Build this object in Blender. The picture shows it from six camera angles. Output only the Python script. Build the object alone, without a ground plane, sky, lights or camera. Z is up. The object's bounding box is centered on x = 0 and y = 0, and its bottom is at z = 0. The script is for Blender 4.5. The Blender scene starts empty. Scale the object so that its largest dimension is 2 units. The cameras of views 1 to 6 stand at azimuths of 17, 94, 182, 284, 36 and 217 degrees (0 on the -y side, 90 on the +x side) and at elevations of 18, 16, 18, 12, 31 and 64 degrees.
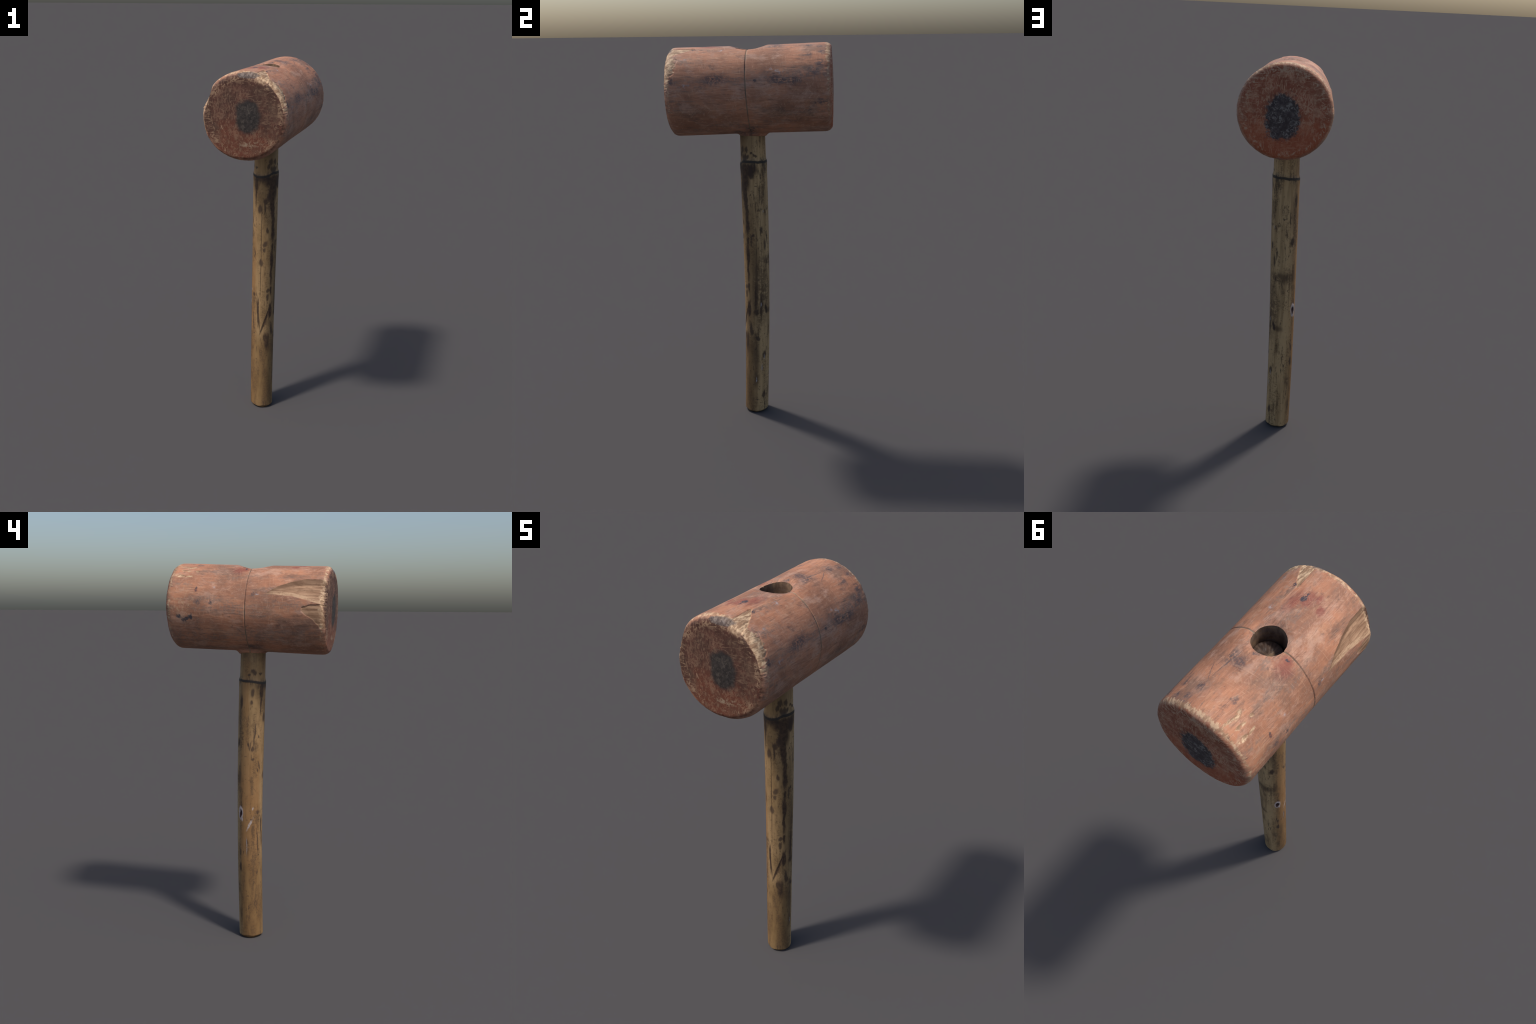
"""Old carpenter's mallet standing on its bamboo handle.

mallet (empty at the base)
  head            barrel of red-stained hardwood, worn, chipped and grooved
    striking_face x2, handle_socket
  handle          bamboo culm
    node_ring, neck
"""
import bpy, math
import numpy as np
from mathutils import Matrix, Vector

# ------------------------------------------------------------------ noise
def _hash(i, j, k, seed):
    h = (i * 374761393 + j * 668265263 + k * 2147483647 + seed * 144665) & 0xFFFFFFFF
    h = ((h ^ (h >> 13)) * 1274126177) & 0xFFFFFFFF
    h = ((h ^ (h >> 16)) * 2246822519) & 0xFFFFFFFF
    return ((h ^ (h >> 15)) & 0xFFFFFF) / float(0xFFFFFF)

def vnoise(x, y, z, seed=0):
    """smooth value noise, -1..1"""
    xi, yi, zi = [np.floor(a).astype(np.int64) for a in (x, y, z)]
    f = [a - b for a, b in zip((x, y, z), (xi, yi, zi))]
    u, v, w = [t * t * t * (t * (6 * t - 15) + 10) for t in f]
    out = 0
    for dx in (0, 1):
        for dy in (0, 1):
            for dz in (0, 1):
                out = out + _hash(xi + dx, yi + dy, zi + dz, seed) * \
                    (u if dx else 1 - u) * (v if dy else 1 - v) * (w if dz else 1 - w)
    return out * 2 - 1

def fbm(x, y, z, seed=0, octaves=3):
    a, s, out = 1.0, 1.0, 0
    for o in range(octaves):
        out = out + a * vnoise(x * s, y * s, z * s, seed + 17 * o)
        a, s = a * 0.5, s * 2.03
    return out / 1.75

def sstep(a, b, x):
    t = np.clip((x - a) / (b - a), 0, 1)
    return t * t * (3 - 2 * t)

# ------------------------------------------------------------------ shared shape rules
# split at the front end of the barrel: its upper and lower edges in degrees
# round the barrel, at stations along it
SPLIT_T = [-.45, -.402, -.376, -.295, -.237, -.161, -.105]
SPLIT_UP = [-47.0, -47.2, -47.4, -47.8, -51.5, -59.5, -70.4]
SPLIT_LO = [-106., -100., -82.0, -76.0, -72.6, -71.2, -70.6]
SPLIT_DEEP = [.006, .006, .009, .010, .008, .003, 0]
SPLIT_FOLD = [.87, .86, .79, .75, .72, .70, .70]     # where the wall meets the ledge
# thin flake lost below it
FLAKE_T = [-.45, -.385, -.375, -.34, -.30, -.288]
FLAKE_UP = [-82., -82., -82.5, -83., -84.5, -86.0]
FLAKE_LO = [-114., -113., -109., -100., -93.5, -90.5]
# wedge torn off the top of the front edge
TEAR_T = [-.45, -.40, -.364, -.306, -.262, -.255]
TEAR_LO = [17., 17., 16.2, 16., 16., 17.]
TEAR_UP = [34., 34., 33., 25., 17.2, 17.]
# frayed edge beside the tear: how far it reaches, by angle
FRAY_A = [10., 26., 36., 48., 58., 66., 76., 95.]
FRAY_T = [-.395, -.372, -.362, -.345, -.352, -.368, -.392, -.41]
# turned centre line round the barrel
LINE_A = [-180., -130., -90., -50., -30., -18., 0., 18., 35., 60., 90., 110., 140., 180.]
LINE_T = [-.005, -.007, -.006, -.005, -.006, -.003, -.003, -.006, -.010, -.011, -.010, -.007, -.005, -.005]
HOLE = (-.002, -.006, .0655)          # x, t, radius

RIM_A, RIM_B = .038, .0305            # axial and radial size of the rounded edge
FRONT_T, BACK_T, END_T = .4062, .4042, .4105   # rims and crowns of the two ends

# ------------------------------------------------------------------ head geometry
HEAD_AT = Vector((.0000, 0, 1.7738))
axis = Vector((.0056, 1, .0284)).normalized()
hx = axis.cross(Vector((0, 0, 1))).normalized()
hz = hx.cross(axis)
HEAD_M = Matrix((hx, axis, hz)).transposed().to_4x4()
HEAD_M.translation = HEAD_AT

def barrel_radius(t, a):
    r = np.interp(t, [-.42, -.3, -.1, .1, .3, .42], [.2195, .2182, .2164, .2160, .2168, .2176])
    return r * (1 - .0035 * np.cos(2 * a))

def head_profile():
    """(t, inset, kind) stations from the middle of one end to the middle of the other"""
    p = 2.15
    def half(rim):
        out = [(rim + (END_T - rim) * (1 - f * f), f, 0) for f in np.linspace(.004, 1, 58)]
        out += [(rim - RIM_A + RIM_A * np.sin(psi) ** (2 / p), RIM_B * (1 - np.cos(psi) ** (2 / p)), 1)
                for psi in np.linspace(np.pi / 2, 0, 22)[1:]]
        return out
    body = [(t, 0., 1) for t in np.linspace(-(FRONT_T - RIM_A), BACK_T - RIM_A, 300)[1:-1]]
    return [(-t, f, k) for t, f, k in half(FRONT_T)] + body + half(BACK_T)[::-1]

def build_head():
    prof = head_profile()
    n = 600
    a = np.linspace(-np.pi, np.pi, n, endpoint=False)
    T = np.array([p[0] for p in prof])[:, None] + 0 * a
    F = np.array([p[1] for p in prof])[:, None] + 0 * a
    K = np.array([p[2] for p in prof])[:, None] + 0 * a
    A = a[None, :] + 0 * T
    deg = np.degrees(A)
    R0 = barrel_radius(T, A)
    # edge wear makes the rounded rim uneven
    wear = 1 + .35 * fbm(np.sin(A) * 2.2, T * 2, np.cos(A) * 2.2, 5)
    wear = wear * (1 - .45 * (T < 0) * np.exp(-((deg + 128) / 34) ** 2))
    R = np.where(K > .5, R0 - F * wear, (R0 - RIM_B * wear) * F)
    sx, cz = np.sin(A), np.cos(A)
    X, Z = R * sx, R * cz
    side = np.where(K > .5, 1, sstep(.5, 1, F))
    # slow lumps and fine grain
    R = R + side * .0016 * fbm(sx * 1.6, T * 5, cz * 1.6, 11)
    R = R + side * .0005 * fbm(sx * 14, T * 14, cz * 14, 12)
    # facets hammered into the rim
    rim = sstep(.34, .40, np.abs(T)) * side
    R = R - rim * .0035 * np.clip(fbm(sx * 6, T * 9, cz * 6, 21, 2), 0, 1)
    R = R - rim * .0012 * np.clip(fbm(sx * 22, T * 22, cz * 22, 22, 2), -.2, 1)
    # turned centre line
    g = np.interp(deg, LINE_A, LINE_T)
    depth = .0038 * (1 + .45 * fbm(sx * 4, 0 * T, cz * 4, 31))
    R = R - side * depth * np.exp(-((T - g) / .0022) ** 4)
    # wooden surface worn down round the mouth of the socket
    rho = np.hypot(X - HOLE[0], T - HOLE[1])
    up = (cz > 0)
    R = R - np.where(up, .011 * (1 - sstep(.058, .098, rho)) , 0)
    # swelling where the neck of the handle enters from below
    rhob = np.hypot(X + .003, T - .001)
    R = R + np.where(cz < 0, .016 * np.clip((.090 - rhob) / .026, 0, 1) ** 2, 0)
    # long split: a steep wall and a ledge along the grain
    jt = T + .004 * fbm(sx * 30, T * 6, cz * 30, 41)
    jd = deg + 1.0 * fbm(sx * 8, T * 30, cz * 8, 42)
    u = np.radians(np.interp(jt, SPLIT_T, SPLIT_UP))
    l = np.radians(np.interp(jt, SPLIT_T, SPLIT_LO))
    deep = np.interp(jt, SPLIT_T, SPLIT_DEEP)
    fold = np.interp(jt, SPLIT_T, SPLIT_FOLD)
    Rv = R0
    P = lambda ang, r: (r * np.sin(ang), r * np.cos(ang))
    ux, uz = P(u, Rv); lx, lz = P(l, Rv)
    vx, vz = lx + fold * (ux - lx), lz + fold * (uz - lz)
    nl = np.hypot(vx, vz)
    vx, vz = vx * (1 - deep / nl), vz * (1 - deep / nl)
    va = np.arctan2(vx, vz)
    def seg(px, pz, qx, qz):
        num = px * qz - pz * qx
        den = sx * (qz - pz) - cz * (qx - px)
        return num / np.where(np.abs(den) < 1e-6, 1e-6, den)
    cut = np.where(A > va, seg(vx, vz, ux, uz), seg(lx, lz, vx, vz))
    inside = (A < u) & (A > l) & (jt < -.106)
    ridges = .0016 * fbm(deg * .55, T * 7, 0 * T, 43, 4)
    cut = cut + ridges * np.clip(deep / .006, 0, 1) - .0004
    R = np.where(inside, np.minimum(R, cut), R)
    # thin flake
    u = np.interp(jt, FLAKE_T, FLAKE_UP); l = np.interp(jt, FLAKE_T, FLAKE_LO)
    m = ((jd < u) & (jd > l) & (jt < -.288)) * side
    R = R - m * (.0012 + .0024 * np.clip((jd - l) / np.maximum(u - l, 1), 0, 1)
                 + .0006 * fbm(deg * .5, T * 8, 0 * T, 44))
    # torn wedge on top
    u = np.interp(jt, TEAR_T, TEAR_UP); l = np.interp(jt, TEAR_T, TEAR_LO)
    m = ((jd < u) & (jd > l) & (jt < -.256)) * side
    R = R - m * (.003 + .0015 * fbm(deg * .6, T * 14, 0 * T, 45))
    # frayed edge
    saw = .020 * fbm(deg * .16, T * 2, 0 * T, 46, 2)
    e = np.interp(deg, FRAY_A, FRAY_T) + saw
    m = ((T < e) & (deg > 12) & (deg < 84)) * side
    R = R - m * (.0016 + .0012 * fbm(deg * .5, T * 20, 0 * T, 47))
    # pried-up strips at the far end leave shallow troughs
    for t0, d0, ht, hd, tilt in STRIPS:
        q = np.hypot((T - t0) / ht, (deg - d0 - tilt * (T - t0)) / hd)
        R = R - side * .0018 * (1 - sstep(.7, 1.1, q + .35 * fbm(sx * 40, T * 40, cz * 40, 48)))
    # nick on the right edge of the back end
    q = np.hypot((T - .378) / .008, (deg - 86) / 2.6)
    R = R - side * .003 * (1 - sstep(.5, 1.1, q))
    # flattened bruise on top of the front edge
    q = np.hypot((T + .405) / .018, (deg - 6) / 15)
    R = R - side * .004 * (1 - sstep(.6, 1.1, q))
    # fibrous relief on the ends
    T = T - np.sign(T) * (1 - K) * .0007 * (fbm(R * sx * 60, 0 * T, R * cz * 60, 51) + 1) * sstep(.01, .05, R) * (1 - sstep(.85, 1, F))
    verts = np.stack([R * sx, T, R * cz], -1).reshape(-1, 3)
    m = len(prof)
    idx = np.arange(m * n).reshape(m, n)
    q = np.stack([idx[:-1], idx[1:], np.roll(idx, -1, 1)[1:], np.roll(idx, -1, 1)[:-1]], -1).reshape(-1, 4)
    faces = q.tolist() + [idx[0].tolist(), idx[-1][::-1].tolist()]
    return verts, faces

STRIPS = [(.335, -26.5, .036, 1.4, 60), (.300, -27.8, .022, 2.4, -60), (.322, -36.5, .026, 1.5, 40),
          (.345, -46.6, .032, 2.3, 55), (.300, -47.5, .022, 1.1, -30), (.262, -37.0, .012, 1.4, 80)]

# ------------------------------------------------------------------ handle geometry
HZ = [0, .2, .4, .6, .8, 1.0, 1.15, 1.28, 1.40, 1.56, 1.90]
HCX = [-.0220, -.0220, -.0212, -.0202, -.0182, -.0150, -.0116, -.0083, -.0058, -.0030, -.0025]
HCY = [.0004, .0043, .0089, .0116, .0117, .0099, .0080, .0052, .0030, .0008, -.0020]
HR = [.0641, .0644, .0652, .0656, .0666, .0678, .0686, .0688, .0692, .0692, .0692]
RING_A = [-180., -150., -126., -105., -83., -34., 7., 40., 72., 100., 130., 140., 150., 165., 180.]
RING_Z = [1.398, 1.396, 1.401, 1.406, 1.408, 1.412, 1.415, 1.416, 1.417, 1.419, 1.419, 1.416, 1.407, 1.402, 1.398]
NECK_TOP = 1.898
PX = np.polyfit(HZ, HCX, 3)
PY = np.polyfit(HZ, HCY, 4)

def build_handle():
    n = 220
    zs = np.r_[np.linspace(0, .02, 14)[:-1], np.linspace(.02, NECK_TOP - .006, 720), np.linspace(NECK_TOP - .006, NECK_TOP, 5)[1:]]
    ph = np.linspace(-np.pi, np.pi, n, endpoint=False)
    z = zs[:, None] + 0 * ph
    p = ph[None, :] + 0 * z
    deg = np.degrees(p)
    s, c = np.sin(p), np.cos(p)
    r = np.interp(z, HZ, HR)
    zr = np.interp(deg, RING_A, RING_Z) + .0012 * fbm(s * 5, c * 5, 0 * z, 61)
    d = z - zr
    above = sstep(-.002, .022, d)
    r = r * (1 - above) + above * np.interp(z, [1.4, 1.44, 1.5, 1.56, 1.6, 1.9], [.0662, .0650, .0646, .0646, .0645, .0640])
    r = r + .0014 * np.exp(-(d / .007) ** 2) - .0011 * np.exp(-(d / .0022) ** 2)
    r = r + .0010 * np.exp(-((d + .02) / .014) ** 2)
    # the culm is not quite round, lightly ribbed along the fibre
    r = r - .0001 + .0014 * np.cos(2 * (p - math.radians(128)))
    r = r + .0009 * fbm(s * 1.4, c * 1.4, z * 3.0, 62) + .00028 * fbm(s * 9, c * 9, z * 1.2, 63) \
        + .00018 * fbm(s * 22, c * 22, z * 14, 64)
    def dent(z0, d0, hz_, hd, depth, tilt=0.):
        dd = (deg - d0 - tilt * (z - z0) + 180) % 360 - 180
        q = np.hypot((z - z0) / hz_, dd / hd) + .25 * fbm(s * 20, c * 20, z * 30, 65)
        return depth * (1 - sstep(.55, 1.05, q))
    r = r - dent(.96, 179, .30, 1.0, .0013)              # long drying crack
    r = r - dent(.708, -56, .017, 9, .0040)              # knot scar
    r = r + .0010 * np.exp(-((np.hypot((z - .708) / .024, ((deg + 56) / 15)) - 1) / .3) ** 2)
    r = r - dent(.59, -172, .085, 2.4, .0011, -95)       # peeled skin
    r = r - dent(.60, 127, .055, 4, .0011)
    r = r - dent(.575, 146, .085, 3.2, .0011, -260)
    r = r - dent(1.31, 150, .004, 30, .0004)
    # worn foot
    foot = 1 - sstep(0, 1, np.clip(z / (.017 + .006 * vnoise(s * 2, c * 2, 0 * z, 66)), 0, 1))
    r = r - .0125 * foot ** 1.6 * (1 + .35 * fbm(s * 3, c * 3, 0 * z, 67))
    r = r - .003 * sstep(NECK_TOP - .006, NECK_TOP, z) ** 2
    x = np.polyval(PX, z) + r * s
    y = np.polyval(PY, z) + r * c
    verts = np.stack([x, y, z], -1).reshape(-1, 3)
    m = len(zs)
    idx = np.arange(m * n).reshape(m, n)
    nxt = np.roll(idx, -1, 1)
    q = np.stack([idx[:-1], idx[1:], nxt[1:], nxt[:-1]], -1).reshape(-1, 4)
    # which part each quad belongs to: 0 culm, 1 node ring, 2 neck
    dq = (d[:-1] + d[1:]) * .5
    part = np.where(dq < -.007, 0, np.where(dq < .008, 1, 2)).reshape(-1)
    # end caps as concentric rings
    V = [verts]; faces = q.tolist(); parts = part.tolist(); base = len(verts)
    for ring, flip, tag in ((idx[0], False, 0), (idx[-1], True, 2)):
        prev = ring
        co = verts[ring]; cen = co.mean(0)
        steps = np.linspace(1, 0, 14)[1:-1]
        for k, f in enumerate(steps):
            pts = cen + (co - cen) * f
            h = .0035 * fbm(pts[:, 0] * 70, pts[:, 1] * 70, 0 * pts[:, 0], 71)
            pts[:, 2] = np.maximum(cen[2] + (h if flip else .0008 + .2 * np.abs(h)), 0)
            cur = base + np.arange(n)
            V.append(pts); base += n
            for j in range(n):
                j2 = (j + 1) % n
                f4 = [prev[j], prev[j2], cur[j2], cur[j]]
                faces.append([int(i) for i in (f4 if not flip else f4[::-1])]); parts.append(tag)
            prev = cur
        faces.append([int(i) for i in (prev if not flip else prev[::-1])]); parts.append(tag)
    return np.concatenate(V), faces, np.array(parts)

# ------------------------------------------------------------------ mesh helpers
def mesh_from(name, verts, faces):
    me = bpy.data.meshes.new(name)
    me.from_pydata([tuple(map(float, v)) for v in verts], [], faces)
    me.update()
    return me

def outward(me):
    import bmesh
    bm = bmesh.new(); bm.from_mesh(me)
    bmesh.ops.recalc_face_normals(bm, faces=bm.faces)
    bm.to_mesh(me); bm.free()

def split_parts(me, tags, names):
    """one mesh per tag, borders coincide, every part keeps the whole body's normals"""
    nv = len(me.vertices)
    co = np.empty(nv * 3); me.vertices.foreach_get("co", co); co = co.reshape(-1, 3)
    no = np.array([tuple(x.vector) for x in me.vertex_normals]).reshape(-1, 3)
    polys = [tuple(p.vertices) for p in me.polygons]
    out = []
    for tag, name in enumerate(names):
        sel = [p for p, t in zip(polys, tags) if t == tag]
        used = np.unique(np.concatenate([np.array(p) for p in sel]))
        remap = np.full(nv, -1, int); remap[used] = np.arange(len(used))
        part = mesh_from(name, co[used], [[int(remap[i]) for i in p] for p in sel])
        part.polygons.foreach_set("use_smooth", [True] * len(part.polygons))
        part.normals_split_custom_set_from_vertices([tuple(v) for v in no[used]])
        out.append(part)
    return out

def add(name, me, parent=None, matrix=None):
    ob = bpy.data.objects.new(name, me)
    bpy.context.scene.collection.objects.link(ob)
    if matrix is not None:
        ob.matrix_world = matrix
    if parent is not None:
        ob.parent = parent
        bpy.context.view_layer.update()
        ob.matrix_parent_inverse = parent.matrix_world.inverted()
    return ob

# ------------------------------------------------------------------ material language
class Mat:
    def __init__(self, name):
        self.mat = bpy.data.materials.new(name)
        self.mat.use_nodes = True
        self.nt = self.mat.node_tree
        self.nt.nodes.clear()
        self.out = self.nt.nodes.new("ShaderNodeOutputMaterial")
        self.bsdf = self.nt.nodes.new("ShaderNodeBsdfPrincipled")
        self.nt.links.new(self.bsdf.outputs[0], self.out.inputs[0])
        self.co = self.nt.nodes.new("ShaderNodeTexCoord").outputs["Object"]
    def node(self, kind, **kw):
        nd = self.nt.nodes.new(kind)
        for k, v in kw.items():
            setattr(nd, k, v)
        return nd
    def plug(self, sock, v):
        if isinstance(v, Val):
            self.nt.links.new(v.s, sock)
        elif isinstance(v, bpy.types.NodeSocket):
            self.nt.links.new(v, sock)
        else:
            sock.default_value = v
    def math(self, op, a, b=0., c=0.):
        nd = self.node("ShaderNodeMath", operation=op)
        for i, v in enumerate((a, b, c)):
            self.plug(nd.inputs[i], v)
        return Val(self, nd.outputs[0])
    def xyz(self):
        nd = self.node("ShaderNodeSeparateXYZ")
        self.plug(nd.inputs[0], self.co)
        return [Val(self, o) for o in nd.outputs]
    def vec(self, x, y, z):
        nd = self.node("ShaderNodeCombineXYZ")
        for i, v in enumerate((x, y, z)):
            self.plug(nd.inputs[i], v)
        return nd.outputs[0]
    def noise(self, vec, scale, detail=3., rough=.55, dist=0.):
        nd = self.node("ShaderNodeTexNoise")
        self.plug(nd.inputs["Vector"], vec)
        nd.inputs["Scale"].default_value = scale
        nd.inputs["Detail"].default_value = detail
        nd.inputs["Roughness"].default_value = rough
        nd.inputs["Distortion"].default_value = dist
        return Val(self, nd.outputs[0])
    def step(self, x, a, b):
        """smooth ramp of x from a (0) to b (1)"""
        nd = self.node("ShaderNodeMapRange", interpolation_type="SMOOTHSTEP", clamp=True)
        if a > b:
            self.plug(nd.inputs[0], x)
            nd.inputs[1].default_value, nd.inputs[2].default_value = b, a
            nd.inputs[3].default_value, nd.inputs[4].default_value = 1, 0
        else:
            self.plug(nd.inputs[0], x)
            nd.inputs[1].default_value, nd.inputs[2].default_value = a, b
        return Val(self, nd.outputs[0])
    def curve(self, x, xs, ys):
        """piecewise linear rule y(x)"""
        x0, x1 = xs[0], xs[-1]
        y0, y1 = min(ys) - 1e-4, max(ys) + 1e-4
        nd = self.node("ShaderNodeFloatCurve")
        pts = nd.mapping.curves[0].points
        while len(pts) < len(xs):
            pts.new(.5, .5)
        for p, a, b in zip(pts, xs, ys):
            p.location = ((a - x0) / (x1 - x0), (b - y0) / (y1 - y0))
            p.handle_type = "VECTOR"
        nd.mapping.update()
        self.plug(nd.inputs["Value"], (x - x0) * (1 / (x1 - x0)))
        return Val(self, nd.outputs[0]) * (y1 - y0) + y0
    def mix(self, f, a, b):
        nd = self.node("ShaderNodeMix", data_type="RGBA", clamp_factor=True)
        self.plug(nd.inputs[0], f)
        for i, v in ((6, a), (7, b)):
            self.plug(nd.inputs[i], (*v, 1) if isinstance(v, tuple) else v)
        return nd.outputs[2]
    def mult(self, f, a, b):
        nd = self.node("ShaderNodeMix", data_type="RGBA", blend_type="MULTIPLY", clamp_factor=True)
        self.plug(nd.inputs[0], f)
        for i, v in ((6, a), (7, b)):
            self.plug(nd.inputs[i], (*v, 1) if isinstance(v, tuple) else v)
        return nd.outputs[2]
    def spots(self, src, rows, radius, soft=.4):
        """union of soft ellipses. src: list of (vector, angle shift) whose x is the way
        along and y the arc length; rows: (along, angle, half_along, half_angle, lean)"""
        k = radius * math.pi / 180
        low, spaces = None, {}
        for row in rows:
            s0, d0, hs, hd = row[:4]
            lean = math.atan((row[4] if len(row) > 4 else 0.) * k)
            d0 = (d0 + 180) % 360 - 180
            which = 0 if abs(d0) <= 120 or len(src) < 2 else 1
            vec, shift = src[which]
            b0 = ((d0 + shift + 180) % 360 - 180) * k
            # spots of like proportions share one stretched space
            step = round(math.log(hs / (hd * k)) / .45)
            size = math.sqrt(hs * hd * k)
            sx, sy = math.exp(-step * .225), math.exp(step * .225)
            cl, sl = math.cos(lean), math.sin(lean)
            key = (which, step, round(lean, 2))
            if key not in spaces:
                mp = self.node("ShaderNodeMapping", vector_type="TEXTURE")
                mp.inputs["Rotation"].default_value = (0, 0, lean)
                mp.inputs["Scale"].default_value = (1 / sx, 1 / sy, 1)
                self.plug(mp.inputs["Vector"], vec)
                spaces[key] = mp.outputs[0]
            ds = self.node("ShaderNodeVectorMath", operation="DISTANCE")
            self.plug(ds.inputs[0], spaces[key])
            ds.inputs[1].default_value = ((s0 * cl + b0 * sl) * sx, (b0 * cl - s0 * sl) * sy, 0)
            q = Val(self, ds.outputs["Value"]) * (1 / size)
            low = q if low is None else self.math("MINIMUM", low, q)
        return self.step(low, 1 + soft, 1 - soft)
    def any(self, masks):
        out = masks[0]
        for q in masks[1:]:
            out = self.math("MAXIMUM", out, q)
        return out
    def finish(self, color, rough, height=None, dist=.002, strength=.5):
        self.plug(self.bsdf.inputs["Base Color"], color)
        self.plug(self.bsdf.inputs["Roughness"], rough)
        self.bsdf.inputs["Specular IOR Level"].default_value = .3
        if height is not None:
            b = self.node("ShaderNodeBump")
            b.inputs["Strength"].default_value = strength
            b.inputs["Distance"].default_value = dist
            self.plug(b.inputs["Height"], height)
            self.nt.links.new(b.outputs[0], self.bsdf.inputs["Normal"])
        return self.mat

class Val:
    def __init__(self, m, s): self.m, self.s = m, s
    def __add__(self, o): return self.m.math("ADD", self, o)
    __radd__ = __add__
    def __sub__(self, o): return self.m.math("SUBTRACT", self, o)
    def __rsub__(self, o): return self.m.math("SUBTRACT", o, self)
    def __mul__(self, o): return self.m.math("MULTIPLY", self, o)
    __rmul__ = __mul__
    def abs(self): return self.m.math("ABSOLUTE", self)
    def lt(self, o, soft=.002): return self.m.step(self - o, soft, -soft)
    def gt(self, o, soft=.002): return self.m.step(self - o, -soft, soft)

def lines(m, vec, scale, width, detail=2., dist=0., rough=.5):
    """thin wandering lines: the level line of a noise"""
    n = m.noise(vec, scale, detail, rough, dist)
    return m.step((n - .5).abs(), width, width * .35)

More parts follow.
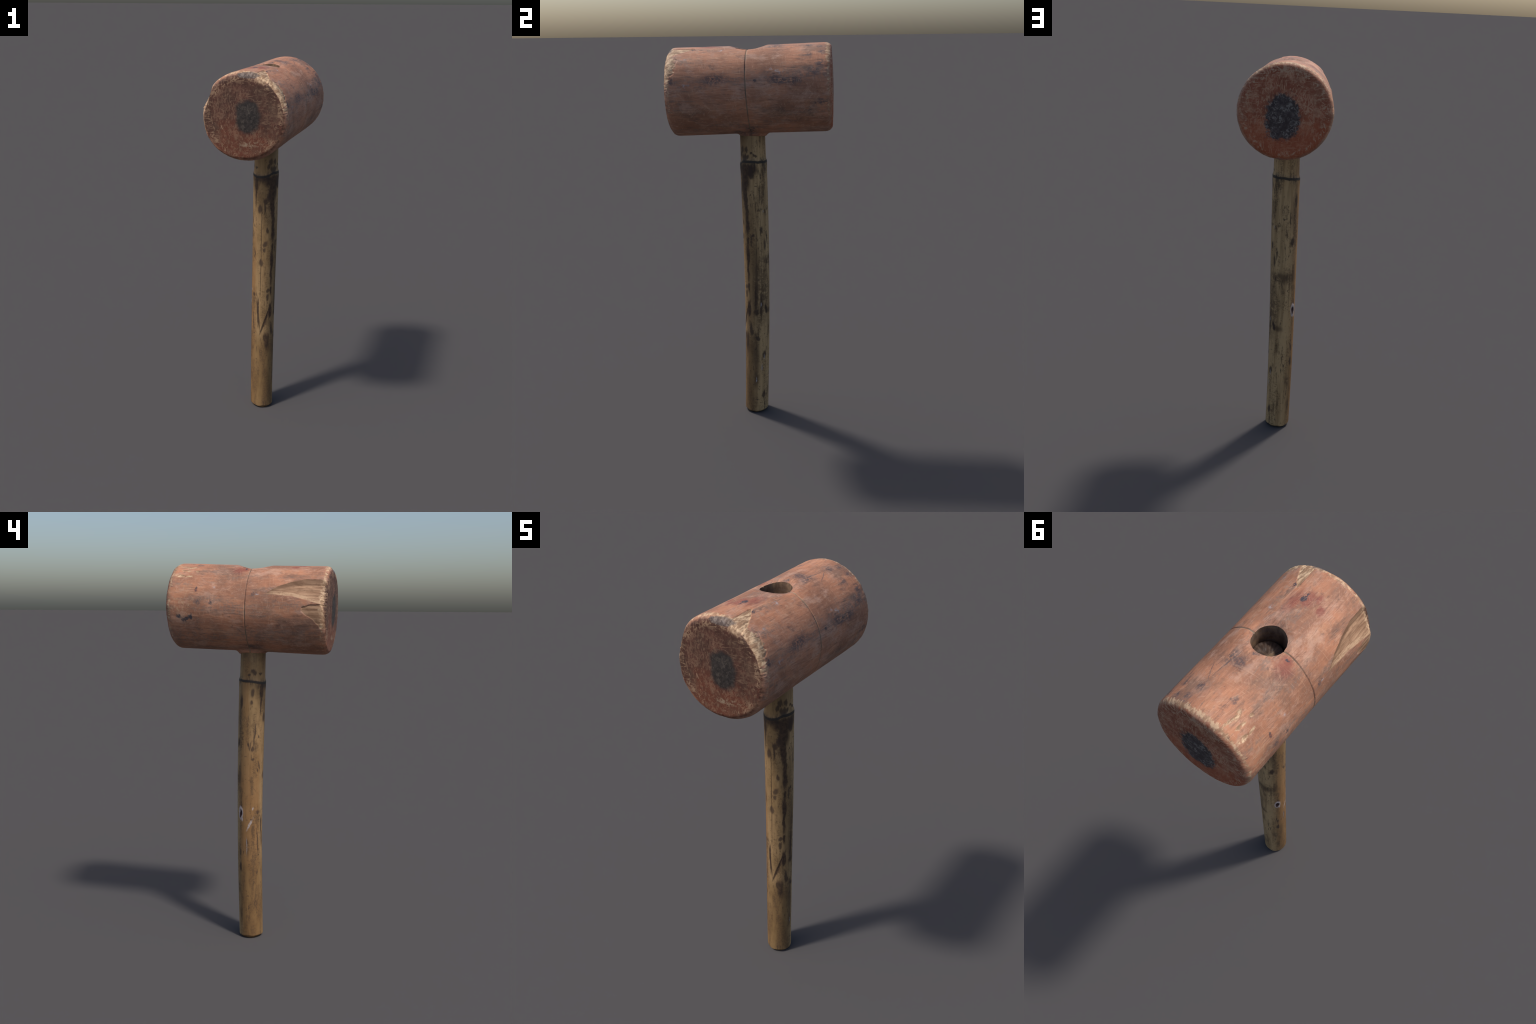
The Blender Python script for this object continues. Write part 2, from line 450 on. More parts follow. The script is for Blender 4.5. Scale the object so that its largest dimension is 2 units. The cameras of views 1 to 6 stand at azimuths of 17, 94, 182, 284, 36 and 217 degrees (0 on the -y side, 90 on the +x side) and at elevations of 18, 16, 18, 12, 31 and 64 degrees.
# ------------------------------------------------------------------ head wood
def head_material():
    m = Mat("stained_hardwood")
    x, t, z = m.xyz()
    deg = m.math("ARCTAN2", x, z) * (180 / math.pi)
    rad = m.math("SQRT", x * x + z * z)
    co = m.co
    along = m.vec(x * 1.0, t * .16, z * 1.0)       # stretched along the fibre
    diag = m.vec(x + t * .5, t * .30 - x * .2, z)
    n_big = m.noise(co, 5.5, 3)
    n_mid = m.noise(co, 16, 5, .62)
    n_fine = m.noise(co, 70, 4, .65)
    n_grain = m.noise(along, 130, 4, .6)
    n_streak = m.noise(along, 28, 4, .6)
    wob_t = (m.noise(co, 42, 4, .65) - .5)
    wob_d = (m.noise(m.vec(x + 3.1, t, z + 1.7), 42, 4, .65) - .5)
    tj, dj = t + wob_t * .030, deg + wob_d * 11.
    tk, dk = t + wob_t * .008, deg + wob_d * 3.0   # only lightly frayed

    kr = .217 * math.pi / 180
    rough_src = [(m.vec(tj, dj * kr, 0.), 0.)]
    fine_src = [(m.vec(tk, dk * kr, 0.), 0.)]
    def spots(rows, soft=.45, jag=True):
        return m.spots(rough_src if jag else fine_src, rows, .217, soft)
    def band(T, LO, UP, soft=.6):
        last = T[-1]
        return dk.gt(m.curve(tk, T, LO), soft) * dk.lt(m.curve(tk, T, UP), soft) * tk.lt(last, .003)

    # unrolled barrel: way along and way round, for scratches
    arc_l = deg * kr
    def scratch(angle, fine, scale, width):
        ca, sa = math.cos(math.radians(angle)), math.sin(math.radians(angle))
        u, w = t * ca + arc_l * sa, arc_l * ca - t * sa
        return lines(m, m.vec(u * (1 / fine), w, 0.), scale, width, 1.2, 0., .4)

    # stained and handled wood
    c = m.mix(m.step(n_big, .36, .62), (.285, .130, .077), (.455, .200, .112))
    c = m.mix(m.step(n_mid, .48, .66) * .75, c, (.400, .206, .136))
    c = m.mix(m.step(n_streak, .50, .70) * .34, c, (.250, .120, .078))
    c = m.mix(m.step(n_streak, .48, .34) * .34, c, (.530, .275, .160))
    c = m.mix(m.step(n_grain, .52, .68) * .34, c, (.170, .076, .046))
    c = m.mix(m.step(n_grain, .46, .32) * .22, c, (.60, .34, .21))
    c = m.mix(m.step(n_fine, .58, .72) * .30, c, (.55, .33, .22))
    # hand-worn pink scuffs and large purple-brown stains
    slow = m.vec(x, t * .55, z)
    c = m.mix(m.step(m.noise(slow, 15, 6, .68), .50, .66) * .55, c, (.505, .312, .228))
    stain = m.noise(m.vec(x + .7, t * .5, z), 8.5, 7, .70)
    c = m.mix(m.step(stain, .51, .66) * .70, c, (.185, .108, .076))
    c = m.mix(m.step(m.noise(m.vec(x, t * .6, z + .4), 24, 6, .72), .57, .68) * .55, c, (.140, .082, .064))
    # grey grime
    grime = m.step(m.noise(along, 11, 5, .72), .48, .62) * m.step(n_fine * .6 + n_grain * .4, .40, .58)
    c = m.mix(grime * .66, c, (.200, .140, .112))
    # purple-red dye left in patches
    red = m.any([spots([(-.235, -3, .035, 7), (-.225, -20, .02, 4), (.25, -67, .008, 2.5), (-.26, -12, .02, 4), 
            (.02, -28, .02, 6)]),
        spots([(.05, -30, .035, 9), (-.20, 8, .05, 6)], .8)])
    c = m.mix(red * (.35 + n_fine * .75), c, (.230, .062, .046))
    # blue-black stains
    ink = m.any([spots([(-.225, 1, .012, 2.4), (-.268, 21, .012, 1.6), (-.24, 2, .02, 1.0, 60), 
            (.018, -27.5, .006, 2.0)]),
        spots([(.33, -103, .016, 3), (.305, -107, .012, 3.4), (.273, -102.5, .013, 3.2), 
            (.292, -104.5, .012, 2)], .3)])
    c = m.mix(ink * .92, c, (.040, .043, .056))
    soot = m.any([spots([(.135, 5, .032, 7), (.15, 75, .05, 5), (.22, 77, .03, 5), (-.16, 72, .055, 6), 
            (.353, 22, .02, 4), (.355, 36, .02, 5), (.34, 104, .03, 4), (.0, 152, .03, 10), 
            (-.06, 160, .03, 8), (-.03, -150, .04, 8)], .8),
        spots([(.135, 17, .03, 4), (.29, 18, .022, 3.5), (.285, 40, .022, 4), (.345, 55, .02, 6)], .7),
        spots([(.317, 64, .035, 5)], .6),
        spots([(.035, 75, .008, 2), (.25, -66, .008, 3), (.235, -83, .02, 3), (-.052, -70, .014, 2.5), 
            (.072, 0, .014, 3), (.17, -84, .012, 3), (-.37, 72, .012, 5), (.262, -16, .02, 3)])])
    speck = m.step(m.noise(along, 60, 4, .7), .63, .70) * m.step(m.noise(co, 7, 2), .44, .60)
    soot = soot * m.step(n_fine + (n_grain - .5) * .5, .32, .54)
    c = m.mix(m.any([soot * .86, speck * .70]), c, (.085, .066, .068))
    # pencil arc near the socket
    arc = spots([(.155, 14, .075, .55, 40), (.222, 22, .05, .5, -130)], .5, jag=False)
    c = m.mix(arc * .7, c, (.10, .08, .08))
    # dents lit pale by bare fibres: scratches in several directions
    scr = m.any([scratch(8, 14., 60, .030) * m.step(n_big, .42, .60),
                 scratch(40, 12., 48, .030) * m.step(n_mid, .46, .60),
                 scratch(-48, 12., 52, .030) * m.step(n_big, .58, .42) * m.step(n_mid, .40, .56),
                 scratch(82, 10., 56, .030) * m.step(n_mid, .52, .42)])
    c = m.mix(scr * m.step(n_fine, .38, .58) * .30, c, (.60, .36, .235))
    dscr = scratch(3, 16., 70, .028) * m.step(n_mid, .44, .60)
    c = m.mix(dscr * .38, c, (.12, .058, .040))
    # chalky smears
    chalk = m.any([spots([(-.133, 24.3, .013, 2.0)], .7),
        spots([(-.315, 42, .014, 1.2), (.13, 62, .03, 1.4, 90), (-.066, -71.5, .010, 2), 
            (.16, 66, .012, 1.4)]),
        spots([(-.30, 79, .02, 2.0), (.158, -63, .012, 3)], .8)])
    c = m.mix(chalk * m.step(n_fine * .7 + n_grain * .3, .44, .60) * .60, c, (.48, .41, .40))
    # worn-through tan flecks low on the far end
    tan = spots([(.33, -88, .07, 16)], .9) * m.step(n_fine, .50, .64)
    c = m.mix(tan * .8, c, (.42, .26, .16))

    # ---- torn and bare wood
    f1 = m.noise(m.vec(deg * .008, t * .20, rad * .4), 40, 6, .66)
    bare = m.mix(m.step(f1, .36, .64), (.230, .124, .070), (.400, .242, .145))
    split = m.any([band(SPLIT_T, SPLIT_LO, SPLIT_UP), band(FLAKE_T, FLAKE_LO, FLAKE_UP)])
    lip = band(SPLIT_T, SPLIT_LO, [v + 5 for v in SPLIT_LO]) * m.step(f1, .34, .56) * tk.lt(-.14, .05)  # painted highlight: pale strip where the split's lower edge catches light
    brow = dk.gt(m.curve(tk, SPLIT_T, [v - 6 for v in SPLIT_UP]), 3.)  # shadow under the split's upper step, drawn as a darker strip
    bare = m.mix(brow * .45, bare, (.150, .078, .046))
    bare = m.mix(m.step(n_grain * .5 + n_fine * .5, .50, .62) * .45, bare, (.170, .088, .050))
    bare = m.mix(lip * m.step(n_fine, .34, .56) * .65, bare, (.540, .360, .225))
    c = m.mix(split, c, bare)
    pale = m.mix(m.step(m.noise(m.vec(x, t * .4, z), 75, 4, .65), .40, .62), (.30, .18, .105), (.62, .43, .27))
    pale = m.mix(m.step(m.noise(co, 38, 5, .75), .60, .68) * .8, pale, (.09, .06, .05))
    tear = band(TEAR_T, TEAR_LO, TEAR_UP) * m.step(rad, .176, .19)
    saw = m.noise(m.vec(deg * .1, t * 2., 0.), 2.6, 3, .6) - .5
    fray = (tk + saw * .085).lt(m.curve(deg, FRAY_A, FRAY_T) - .004, .002) * deg.gt(11., 2.) * deg.lt(84., 2.) \
        * m.step(rad + wob_t * .012, .197, .203)
    strip = spots([(t0, d0, ht * .95, hd * 1.15, tilt) for t0, d0, ht, hd, tilt in STRIPS], .35, jag=False)
    strip = strip * m.step(n_fine, .34, .50)
    # bare wood along the rims
    e_dist = (t.abs() - .384 + wob_t * .04).abs()
    front = t.lt(0., .01)
    back = 1 - front
    w_front = m.curve(deg, [-180, -120, -100, -60, -30, -14, 24, 40, 90, 110, 150, 180],
                      [.30, .40, .85, .95, .55, .85, .95, .55, .55, .35, .25, .30])
    w_back = m.curve(deg, [-180, -140, -110, -60, -40, -20, 0, 40, 60, 90, 130, 180],
                     [.25, .35, .62, .62, .70, .95, 1.0, .95, .62, .50, .35, .25])
    w = w_front * front + w_back * back
    chew = m.noise(m.vec(deg * .02, t * 1.6, rad), 26, 5, .7)
    rimwear = m.step(chew * .9 + n_fine * .3 + w * .34 - e_dist * 20., .66, .82) * m.step(rad + wob_t * .02, .186, .200)
    c = m.mix(m.any([tear, fray, strip, rimwear * .80]), c, pale)
    # turned line: dust on its lower half, dirt in it
    g = (t - m.curve(deg, LINE_A, LINE_T)).abs()
    ring = m.step(g, .0040, .0018) * m.step(rad, .19, .205)
    c = m.mix(ring * (.35 + m.step(n_big + (n_mid - .5) * .8, .40, .60) * .5), c, m.mix(m.step(n_big, .42, .56), (.050, .040, .036), (.25, .19, .13)))

    # ---- end grain
    fx, fz = x + wob_t * .05, z + wob_d * .05 * .28
    fw = m.noise(co, 30, 4, .65) - .5
    face = m.step(rad + fw * .030, .214, .200) * m.step(t.abs() + fw * .012, .371, .386) * (1 - rimwear * .9)
    ec = m.mix(m.step(n_mid, .36, .66), (.055, .022, .015), (.092, .036, .024))  # front end darkened to the scan's dim lighting of this face
    rust = m.step(z + fw * .22 + (n_big - .5) * .3, -.02, -.15)
    ec = m.mix(rust * .8, ec, (.130, .038, .020))
    ec = m.mix(m.step(n_fine, .50, .70) * .45, ec, (.045, .021, .016))
    ec = m.mix(back * .85, ec, m.mix(m.step(n_mid, .36, .66), (.270, .074, .034), (.390, .128, .068)))  # back end brightened and reddened to offset its shade under sky light
    hazy = m.step(m.noise(co, 13, 5, .7), .46, .66) * m.step(rad, .05, .14)
    ec = m.mix(hazy * .45, ec, m.mix(back, (.095, .058, .038), (.360, .190, .115)))
    # pale pressed fibres, curling
    fib = m.any([lines(m, co, 26, .050, 2., .8) * m.step(n_mid, .44, .60),
                 lines(m, m.vec(x * .35, t, z * 1.3), 44, .050, 2., .5) * m.step(n_big, .40, .58) * m.step(n_fine, .36, .54),
                 lines(m, m.vec(x * 1.3, t, z * .4), 52, .050, 2., .4) * m.step(n_big, .60, .44) * m.step(n_fine, .36, .54),
                 lines(m, co, 75, .060, 1., .3) * m.step(n_mid, .52, .64) * .8])
    ec = m.mix(fib * (back * .20 + .36), ec, m.mix(back, (.260, .165, .105), (.56, .35, .21)))
    specks = m.step(m.noise(co, 120, 3, .6), .62, .70)
    ec = m.mix(specks * .22, ec, m.mix(back, (.27, .19, .13), (.48, .36, .27)))
    # long curved shakes
    def ring_mark(cx, cz, r0, wd, a0, a1):
        dx, dz = x - cx + fw * .010, z - cz + wob_t * .010
        d = m.math("SQRT", dx * dx + dz * dz)
        an = m.math("ARCTAN2", dx, dz) * (180 / math.pi)
        return m.step((d - r0).abs(), wd, wd * .4) * an.gt(a0, 3.) * an.lt(a1, 3.)
    shakes = m.any([ring_mark(0, 0, .122, .0026, -130, -95), ring_mark(.0, .0, .162, .0032, -118, -92),
                    ring_mark(0, 0, .150, .0022, -140, -110)])
    ec = m.mix(shakes * front * m.step(n_fine, .38, .56) * .5, ec, (.40, .25, .16))
    pale_edge = m.step((rad - .184 + fw * .02).abs(), .018, .004)
    ec = m.mix(m.step(z + fw * .25, .02, -.10) * back * .55, ec, (.40, .095, .035))
    ec = m.mix(pale_edge * m.step(n_fine * .5 + chew * .5 + fib * .4 + w * .3, .78, 1.05) * .60, ec, m.mix(back, (.29, .185, .115), (.46, .31, .20)))
    # low pale smear on the front face
    smear = m.step(m.math("SQRT", ((fx - .03) * 14.) * ((fx - .03) * 14.) + ((z + .128 + fw * .03) * 70.) * ((z + .128 + fw * .03) * 70.)), 1.2, .5)
    ec = m.mix(smear * front * m.step(n_fine, .44, .60) * .75, ec, (.30, .22, .150))
    # grey bruise at the top of the front face
    bruise = front * m.step(t, -.372, -.388) * m.step(m.math("SQRT", ((fx - .025) * 18.) * ((fx - .025) * 18.) + ((z - .199) * 70.) * ((z - .199) * 70.)), 1.15, .85)
    # printed black disc, worn
    def disc(cx, cz, ax, az, j):
        dx, dz = (x + wob_t * j + fw * j * .7 - cx) * (1 / ax), (z + wob_d * j - fw * j - cz) * (1 / az)
        q = m.math("POWER", m.math("POWER", dx.abs(), 2.5) + m.math("POWER", dz.abs(), 2.5), .4)
        return q
    qf = m.step(disc(.022, .004, .058, .078, .030), 1.24, .84) * front
    qb = m.step(disc(.010, -.020, .074, .102, .075), 1.14, .86) * back
    blk = m.mix(m.step(n_fine, .42, .68), m.mix(back, (.017, .015, .0145), (.040, .033, .033)), m.mix(back, (.033, .028, .026), (.085, .070, .066)))
    bf = m.any([lines(m, co, 48, .060, 2., 1.) * m.step(m.noise(co, 25, 3), .48, .58), m.step(m.noise(co, 48, 5, .7), .56, .68) * .8])
    blk = m.mix(bf * (front * .20 + back * .55), blk, m.mix(back, (.17, .14, .11), (.30, .27, .23)))
    ec = m.mix(m.any([qf * .95, qb * .96]), ec, blk)
    c = m.mix(face * (1 - fray) * (1 - tear * .6), c, ec)
    c = m.mix(bruise * .85, c, m.mix(m.step(n_fine, .4, .6), (.070, .050, .044), (.17, .14, .125)))

    h = n_grain * .5 + n_fine * .5
    rough = .58 + n_fine * .22
    return m.finish(c, rough, h, .0016, .55)

def socket_material():
    m = Mat("dusty_socket")
    x, t, z = m.xyz()
    n = m.noise(m.vec(x, t, z * .5), 40, 4, .6)
    nb = m.noise(m.vec(x * 1.3, t * 1.3, z * 3.), 22, 3)
    c = m.mix(m.step(n, .35, .65), (.095, .055, .034), (.200, .124, .074))
    c = m.mix(m.step(nb, .45, .65) * .6, c, (.130, .088, .070))
    return m.finish(c, .85, n, .002, .5)

# ------------------------------------------------------------------ bamboo
def bamboo_material():
    m = Mat("aged_bamboo")
    x, y, z = m.xyz()
    cx = ((z * PX[0] + PX[1]) * z + PX[2]) * z + PX[3]
    cy = (((z * PY[0] + PY[1]) * z + PY[2]) * z + PY[3]) * z + PY[4]
    dx, dy = x - cx, y - cy
    deg = m.math("ARCTAN2", dx, dy) * (180 / math.pi)      # 0 at +y, 90 at +x
    deg2 = m.math("ARCTAN2", 0 - dx, 0 - dy) * (180 / math.pi)  # 0 at -y
    rad = m.math("SQRT", dx * dx + dy * dy)
    co = m.co
    fibre = m.vec(x, y, z * .06)
    fib2 = m.vec(x, y, z * .22)
    flat = m.vec(x, y, z * 1.8)
    n_f = m.noise(fibre, 120, 3, .6)
    n_f2 = m.noise(fibre, 45, 3, .6)
    n_m = m.noise(fib2, 26, 5, .65)
    n_s = m.noise(co, 60, 5, .68)
    n_b = m.noise(co, 7, 3)
    wz = m.noise(fib2, 60, 4, .65) - .5
    wd = m.noise(m.vec(x + 2.3, y + 1.1, z * .5), 55, 4, .65) - .5
    zj, dj, dj2 = z + wz * .045, deg + wd * 16., deg2 + wd * 16.

    kr = .066 * math.pi / 180
    rough_src = [(m.vec(zj, dj * kr, 0.), 0.), (m.vec(zj, dj2 * kr, 0.), 180.)]
    zk = z + wz * .02
    fine_src = [(m.vec(zk, (deg + wd * 7.) * kr, 0.), 0.), (m.vec(zk, (deg2 + wd * 7.) * kr, 0.), 180.)]
    def spots(rows, soft=.4, jag=True):
        return m.spots(rough_src if jag else fine_src, rows, .066, soft)

    c = m.mix(m.step(n_b, .38, .64), (.225, .140, .062), (.300, .190, .090))  # base kept dark to tone down the sunlit -y side
    c = m.mix(m.step(n_f2, .50, .70) * .5, c, (.205, .122, .056))
    c = m.mix(m.step(n_f, .54, .70) * .40, c, (.135, .082, .042))
    c = m.mix(m.step(n_m, .50, .34) * .40, c, (.350, .230, .115))
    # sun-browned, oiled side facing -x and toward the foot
    warm = m.step((deg + 100 + wd * 24.).abs(), 66, 40) * m.step(z + wz * .12, 1.30, .80)
    warm2 = m.step((deg + 72 + wd * 20.).abs(), 26, 14)
    c = m.mix(m.any([warm * .60, warm2 * .40]), c, (.225, .105, .036))
    foot = m.step(z + wz * .10 + wd * .05, .50, .36)
    c = m.mix(foot * .70, c, m.mix(m.step(n_m, .4, .6), (.200, .116, .046), (.140, .078, .032)))
    # far side tinted lighter and yellower: the scan's brighter light baked into colour
    far_side_lift = m.step((deg - 22 + wd * 34. + (n_m - .5) * 50.).abs(), 96, 36)
    c = m.mix(far_side_lift * .75, c, m.mix(m.step(n_f2, .44, .62), (.580, .380, .185), (.390, .245, .115)))
    # dirty smudges
    smudge = m.step(n_m + (n_b - .5) * .6, .56, .72)
    c = m.mix(smudge * .70, c, (.115, .070, .035))
    hand = m.any([spots([(.89, 10, .028, 62), (.89, -40, .035, 16), (.60, 22, .02, 26)], .6),
        spots([(.70, 60, .17, 34), (.80, 88, .14, 12), (.52, -92, .05, 10), (.29, -40, .035, 10), 
            (.13, -52, .04, 10), (.93, -52, .05, 8), (1.20, -48, .16, 9), (.21, 90, .05, 12), 
            (.24, -135, .06, 8)], .8),
        spots([(.35, 92, .10, 14)], .9),
        spots([(1.17, 24, .014, 7), (1.147, 37, .016, 6), (1.167, 66, .010, 12, 120), 
            (1.03, 30, .02, 5), (1.08, -40, .025, 14), (.61, -120, .04, 8), (.41, -57, .03, 4), 
            (.36, -120, .05, 5)])])
    c = m.mix(hand * m.step(n_s * .6 + n_f2 * .4, .34, .52) * .82, c, (.092, .054, .029))
    # burnt-brown streaks under the node, along +x -y
    streak = m.any([spots([(1.375, 122, 0.0392, 48)], .35),
        spots([(1.32, 128, 0.056, 22.5), (1.26, 130, 0.0784, 13.5), (1.21, 128, 0.056, 10.5), (1.14, 124, 0.0672, 9.75), 
            (1.085, 123, 0.0448, 9.75), (1, 124, 0.0246, 6.75), (0.92, 126, 0.0616, 9.75), 
            (0.84, 127, 0.0672, 6), (0.737, 126, 0.0246, 6.75), (1.36, -148, 0.0504, 10.5), 
            (1.29, -147, 0.056, 3.6)]),
        spots([(0.615, 127, 0.0504, 10.5)], .2),
        spots([(1.385, 160, 0.0224, 60)], .7)])
    scars = m.any([spots([(0.595, -171, 0.0893, 5.78, 100), (0.57, 148, 0.0945, 6.8, -310)], .25, jag=False),
        spots([(0.455, 150, 0.0315, 10.2), (0.6, 90, 0.0231, 11.9), (0.68, 92, 0.084, 6.8), (0.63, 66, 0.084, 6.8), 
            (0.615, 40, 0.0231, 8.5, 200), (0.655, -169, 0.0525, 3.4)]),
        spots([(0.425, 141, 0.063, 11.9)], .5)])
    dark = m.any([spots([(1.48, 140, 0.0161, 10.4), (1.481, 117, 0.0161, 9.1), (1.46, 150, 0.0161, 7.8), (1.44, 128, 0.0184, 15.6), 
            (1.445, 112, 0.0115, 6.5), (1.461, 94, 0.0069, 6.5), (1.45, 78, 0.0069, 10.4), (1.454, -109, 0.0161, 11.7), 
            (1.446, -89, 0.0069, 6.5), (1.446, -142, 0.0069, 10.4), (1.349, -105, 0.0184, 7.8), 
            (1.299, -101, 0.0115, 6.5), (1.298, -54, 0.0345, 5.2), (1.13, -120, 0.0575, 3.9, -60), 
            (1.07, -94, 0.0253, 3.9, 220), (1.054, -112, 0.0138, 7.8), (1.119, -140, 0.008, 3.9), 
            (1, -113, 0.0092, 6.5), (0.966, -146, 0.023, 3.9, 200), (0.942, -138, 0.0092, 3.9), 
            (1.218, -171, 0.0253, 9.1), (1.266, 161, 0.023, 10.4), (1.29, 147, 0.0253, 10.4), 
            (1.234, 166, 0.046, 3.9), (1.019, 160, 0.0207, 10.4), (0.984, 165, 0.0138, 7.8), (1.094, 152, 0.0161, 6.5), 
            (0.907, 178, 0.023, 10.4), (0.713, -142, 0.0103, 9.1), (0.625, -172, 0.0575, 2.6), (0.712, -142, 0.0103, 7.8), 
            (0.545, -143, 0.069, 3.9, 60), (0.588, -169, 0.0805, 2.6), (0.485, -55, 0.0287, 3.9), 
            (0.408, -54, 0.023, 6.5), (0.735, 142, 0.0115, 9.1), (0.7, 143, 0.0184, 6.5), (0.505, 116, 0.0345, 6.5), 
            (0.48, 112, 0.023, 6.5), (1.379, 100, 0.0253, 10.4), (1.347, 98, 0.0184, 9.1), (1.388, 81, 0.0287, 3.9), 
            (1.375, 29, 0.0184, 3.9), (1.06, 60, 0.023, 6.5), (0.98, 43, 0.0345, 6.5), (1.03, 99, 0.0092, 6.5), 
            (0.447, 83, 0.0138, 11.7), (0.35, 50, 0.023, 10.4), (0.106, 49, 0.0253, 9.1), (0.61, 36, 0.0184, 6.5, 300), 
            (1.085, -40, 0.0253, 9.1), (1.3, -54, 0.0345, 6.5)])])
    mottle = m.step(m.noise(fib2, 62, 4, .7), .57, .64) * m.step(m.noise(co, 9, 2), .42, .56)
    flecks = m.step(m.noise(flat, 60, 3, .6), .64, .69) * m.step(n_b, .40, .56) * .8
    crackle = lines(m, m.vec(x, y, z * 1.5), 42, .050, 3., .3, .65) * m.step(n_m, .46, .60)
    c = m.mix(crackle * .62, c, (.105, .060, .030))
    crack = m.any([m.step((deg2 + 0.8 + wd * 5.).abs(), 2.4, .9) * m.step((z + wz * .03 - .97).abs(), .30, .26) * m.step(n_m, .34, .46),
                   m.step((deg - 63 + wd * 4.).abs(), 1.6, .6) * m.step((z - .95).abs(), .42, .30) * m.step(n_m, .42, .52),
                   m.step((deg - 85 + wd * 4.).abs(), 2.0, .8) * m.step((z - .95).abs(), .42, .30) * m.step(n_m, .42, .52)])
    c = m.mix(m.any([streak * .92, scars * .86, crack * .75]), c, m.mix(m.step(n_s, .4, .62), (.030, .017, .012), (.066, .036, .023)))
    c = m.mix(m.any([dark * .85, mottle * .75, flecks]), c, (.052, .031, .022))
    # node: black line, smeared soot above and below
    zr = m.curve(deg, RING_A, RING_Z)
    dz = z - zr
    line = m.step((dz + wz * .010).abs(), .0095, .0045)
    soot = m.step((dz + wz * .05 + .004).abs(), .030, .006) * m.step(n_m, .42, .60)
    c = m.mix(m.any([line * .93, soot * .6]), c, (.024, .021, .020))
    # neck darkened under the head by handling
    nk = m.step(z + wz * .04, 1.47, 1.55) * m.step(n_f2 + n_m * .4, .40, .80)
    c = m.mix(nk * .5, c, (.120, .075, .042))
    # white paint round the knot, and drips
    halo = m.any([spots([(.708, -57, .034, 15)], .2, jag=False),
        spots([(.672, -66, .014, 4)], .4, jag=False)])
    c = m.mix(halo * m.step(n_s, .30, .46) * .85, c, (.47, .40, .385))
    c = m.mix(spots([(.706, -57, .021, 8.5)], .3), c, (.040, .018, .018))
    chalk = m.any([spots([(.648, -104, .034, 5.5, -450)], .4, jag=False),
        spots([(.53, -89, .04, 1.6)], .5, jag=False),
        spots([(1.151, 49, .009, 4), (.733, -117, .008, 4), (.335, 50, .016, 2.5), 
            (.275, 64, .016, 2.5), (.20, 90, .016, 2), (.64, 68, .014, 3)])])
    c = m.mix(chalk * m.step(n_s, .36, .54) * .75, c, (.40, .36, .35))
    # sawn end inside the socket: dark, one pale bruise
    top = m.step(z, 1.885, 1.892)
    rays = m.noise(m.vec(m.math("ARCTAN2", x + .01, y) * 3., rad * 6, 0.), 2.4, 4, .6)
    end = m.mix(m.step(rays, .38, .64), (.042, .026, .019), (.092, .058, .040))
    end = m.mix(m.step((x + .012).abs() + (y - .012).abs() * .5, .030, .010) * m.step(n_s, .35, .55) * .8, end, (.200, .126, .070))
    c = m.mix(top, c, end)
    h = n_f * .6 + n_s * .25
    return m.finish(c, .46 + n_s * .30, h, .0012, .5)

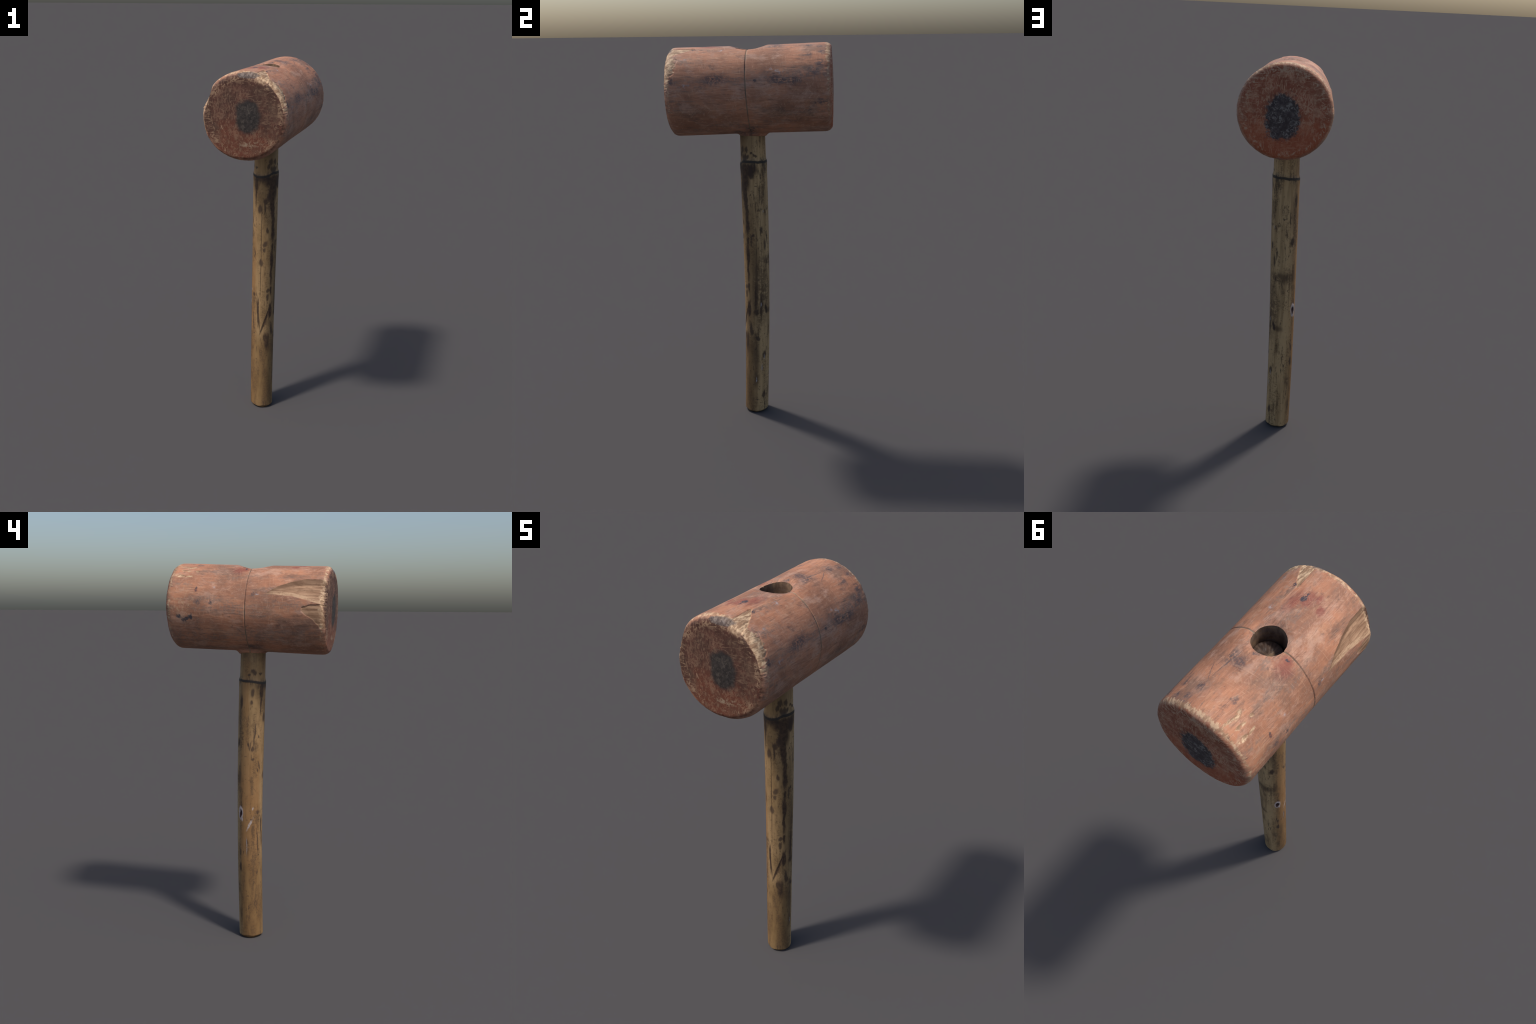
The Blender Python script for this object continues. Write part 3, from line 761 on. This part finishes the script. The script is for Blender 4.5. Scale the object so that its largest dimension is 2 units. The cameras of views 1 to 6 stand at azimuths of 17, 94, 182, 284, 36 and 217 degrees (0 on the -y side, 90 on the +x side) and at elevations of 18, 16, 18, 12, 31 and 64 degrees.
# ------------------------------------------------------------------ assemble
def main():
    root = bpy.data.objects.new("mallet", None)
    bpy.context.scene.collection.objects.link(root)
    root["label"] = "worn reddish wooden mallet standing on its bamboo handle"
    root["category"] = "wooden mallet"

    # barrel, then the socket bored from the top
    v, f = build_head()
    me = mesh_from("head_body", v, f)
    outward(me)
    body = bpy.data.objects.new("head_body", me)
    bpy.context.scene.collection.objects.link(body)
    n = 72
    rings = []
    for z in np.linspace(.07, .30, 24):
        a = np.linspace(0, 2 * np.pi, n, endpoint=False)
        flare = .0055 * np.clip((z - .185) / .03, 0, 1) ** 2
        rr = HOLE[2] + .0012 * vnoise(np.cos(a) * 2, np.sin(a) * 2, 0 * a + z * 3, 81) \
            + .0008 * vnoise(np.cos(a) * 7, np.sin(a) * 7, 0 * a + z * 9, 82) + flare
        rings.append(np.stack([HOLE[0] + rr * np.cos(a), HOLE[1] + rr * np.sin(a), 0 * a + z], -1))
    cv = np.concatenate(rings)
    idx = np.arange(len(cv)).reshape(-1, n)
    cf = np.stack([idx[:-1], np.roll(idx, -1, 1)[:-1], np.roll(idx, -1, 1)[1:], idx[1:]], -1).reshape(-1, 4).tolist()
    cf += [idx[0][::-1].tolist(), idx[-1].tolist()]
    cm = mesh_from("bore", cv, cf)
    outward(cm)
    plain, boremat = bpy.data.materials.new("tmp_a"), bpy.data.materials.new("tmp_b")
    me.materials.append(plain); cm.materials.append(boremat)
    cutter = bpy.data.objects.new("bore", cm)
    bpy.context.scene.collection.objects.link(cutter)
    mod = body.modifiers.new("bore", "BOOLEAN")
    mod.operation, mod.object, mod.solver, mod.material_mode = "DIFFERENCE", cutter, "EXACT", "TRANSFER"
    dg = bpy.context.evaluated_depsgraph_get()
    res = bpy.data.meshes.new_from_object(body.evaluated_get(dg), depsgraph=dg)
    names = [mt.name if mt else "" for mt in res.materials]
    bore_i = names.index("tmp_b")
    mi = np.empty(len(res.polygons), np.int32); res.polygons.foreach_get("material_index", mi)
    bpy.data.objects.remove(body); bpy.data.objects.remove(cutter)

    wood, dusty = head_material(), socket_material()
    shell_tags = np.where(mi == bore_i, 1, 0)
    shell, bore = [None, None]
    co = np.empty(len(res.vertices) * 3); res.vertices.foreach_get("co", co); co = co.reshape(-1, 3)
    polys = [tuple(p.vertices) for p in res.polygons]
    def sub(tag, name):
        sel = [p for p, t in zip(polys, shell_tags) if t == tag]
        used = np.unique(np.concatenate([np.array(p) for p in sel]))
        remap = np.full(len(co), -1, int); remap[used] = np.arange(len(used))
        return mesh_from(name, co[used], [[int(remap[i]) for i in p] for p in sel])
    shell, bore = sub(0, "shell"), sub(1, "handle_socket")
    cen = np.empty(len(shell.polygons) * 3); shell.polygons.foreach_get("center", cen); cen = cen.reshape(-1, 3)
    rad = np.hypot(cen[:, 0], cen[:, 2])
    onface = (np.abs(cen[:, 1]) > .390) & (rad < .2)
    tags = np.where(onface, np.where(cen[:, 1] < 0, 1, 2), 0)
    parts = split_parts(shell, tags, ["head", "striking_face", "striking_face.001"])
    head = add("head", parts[0], root, HEAD_M)
    kids = [add("striking_face", parts[1], head, HEAD_M), add("striking_face", parts[2], head, HEAD_M)]
    bore.polygons.foreach_set("use_smooth", [True] * len(bore.polygons))
    bore.set_sharp_from_angle(angle=math.radians(40))
    sock = add("handle_socket", bore, head, HEAD_M)
    for ob in [head] + kids:
        ob.data.materials.clear(); ob.data.materials.append(wood)
    sock.data.materials.clear(); sock.data.materials.append(dusty)

    # handle
    v, f, tags = build_handle()
    hm = mesh_from("handle_body", v, f)
    bamboo = bamboo_material()
    parts = split_parts(hm, tags, ["handle", "node_ring", "neck"])
    handle = add("handle", parts[0], root)
    ring = add("node_ring", parts[1], handle)
    neck = add("neck", parts[2], handle)
    for ob in (handle, ring, neck):
        ob.data.materials.append(bamboo)
    for mname in ("tmp_a", "tmp_b"):
        bpy.data.materials.remove(bpy.data.materials[mname])
    for mesh in list(bpy.data.meshes):
        if mesh.users == 0:
            bpy.data.meshes.remove(mesh)

main()
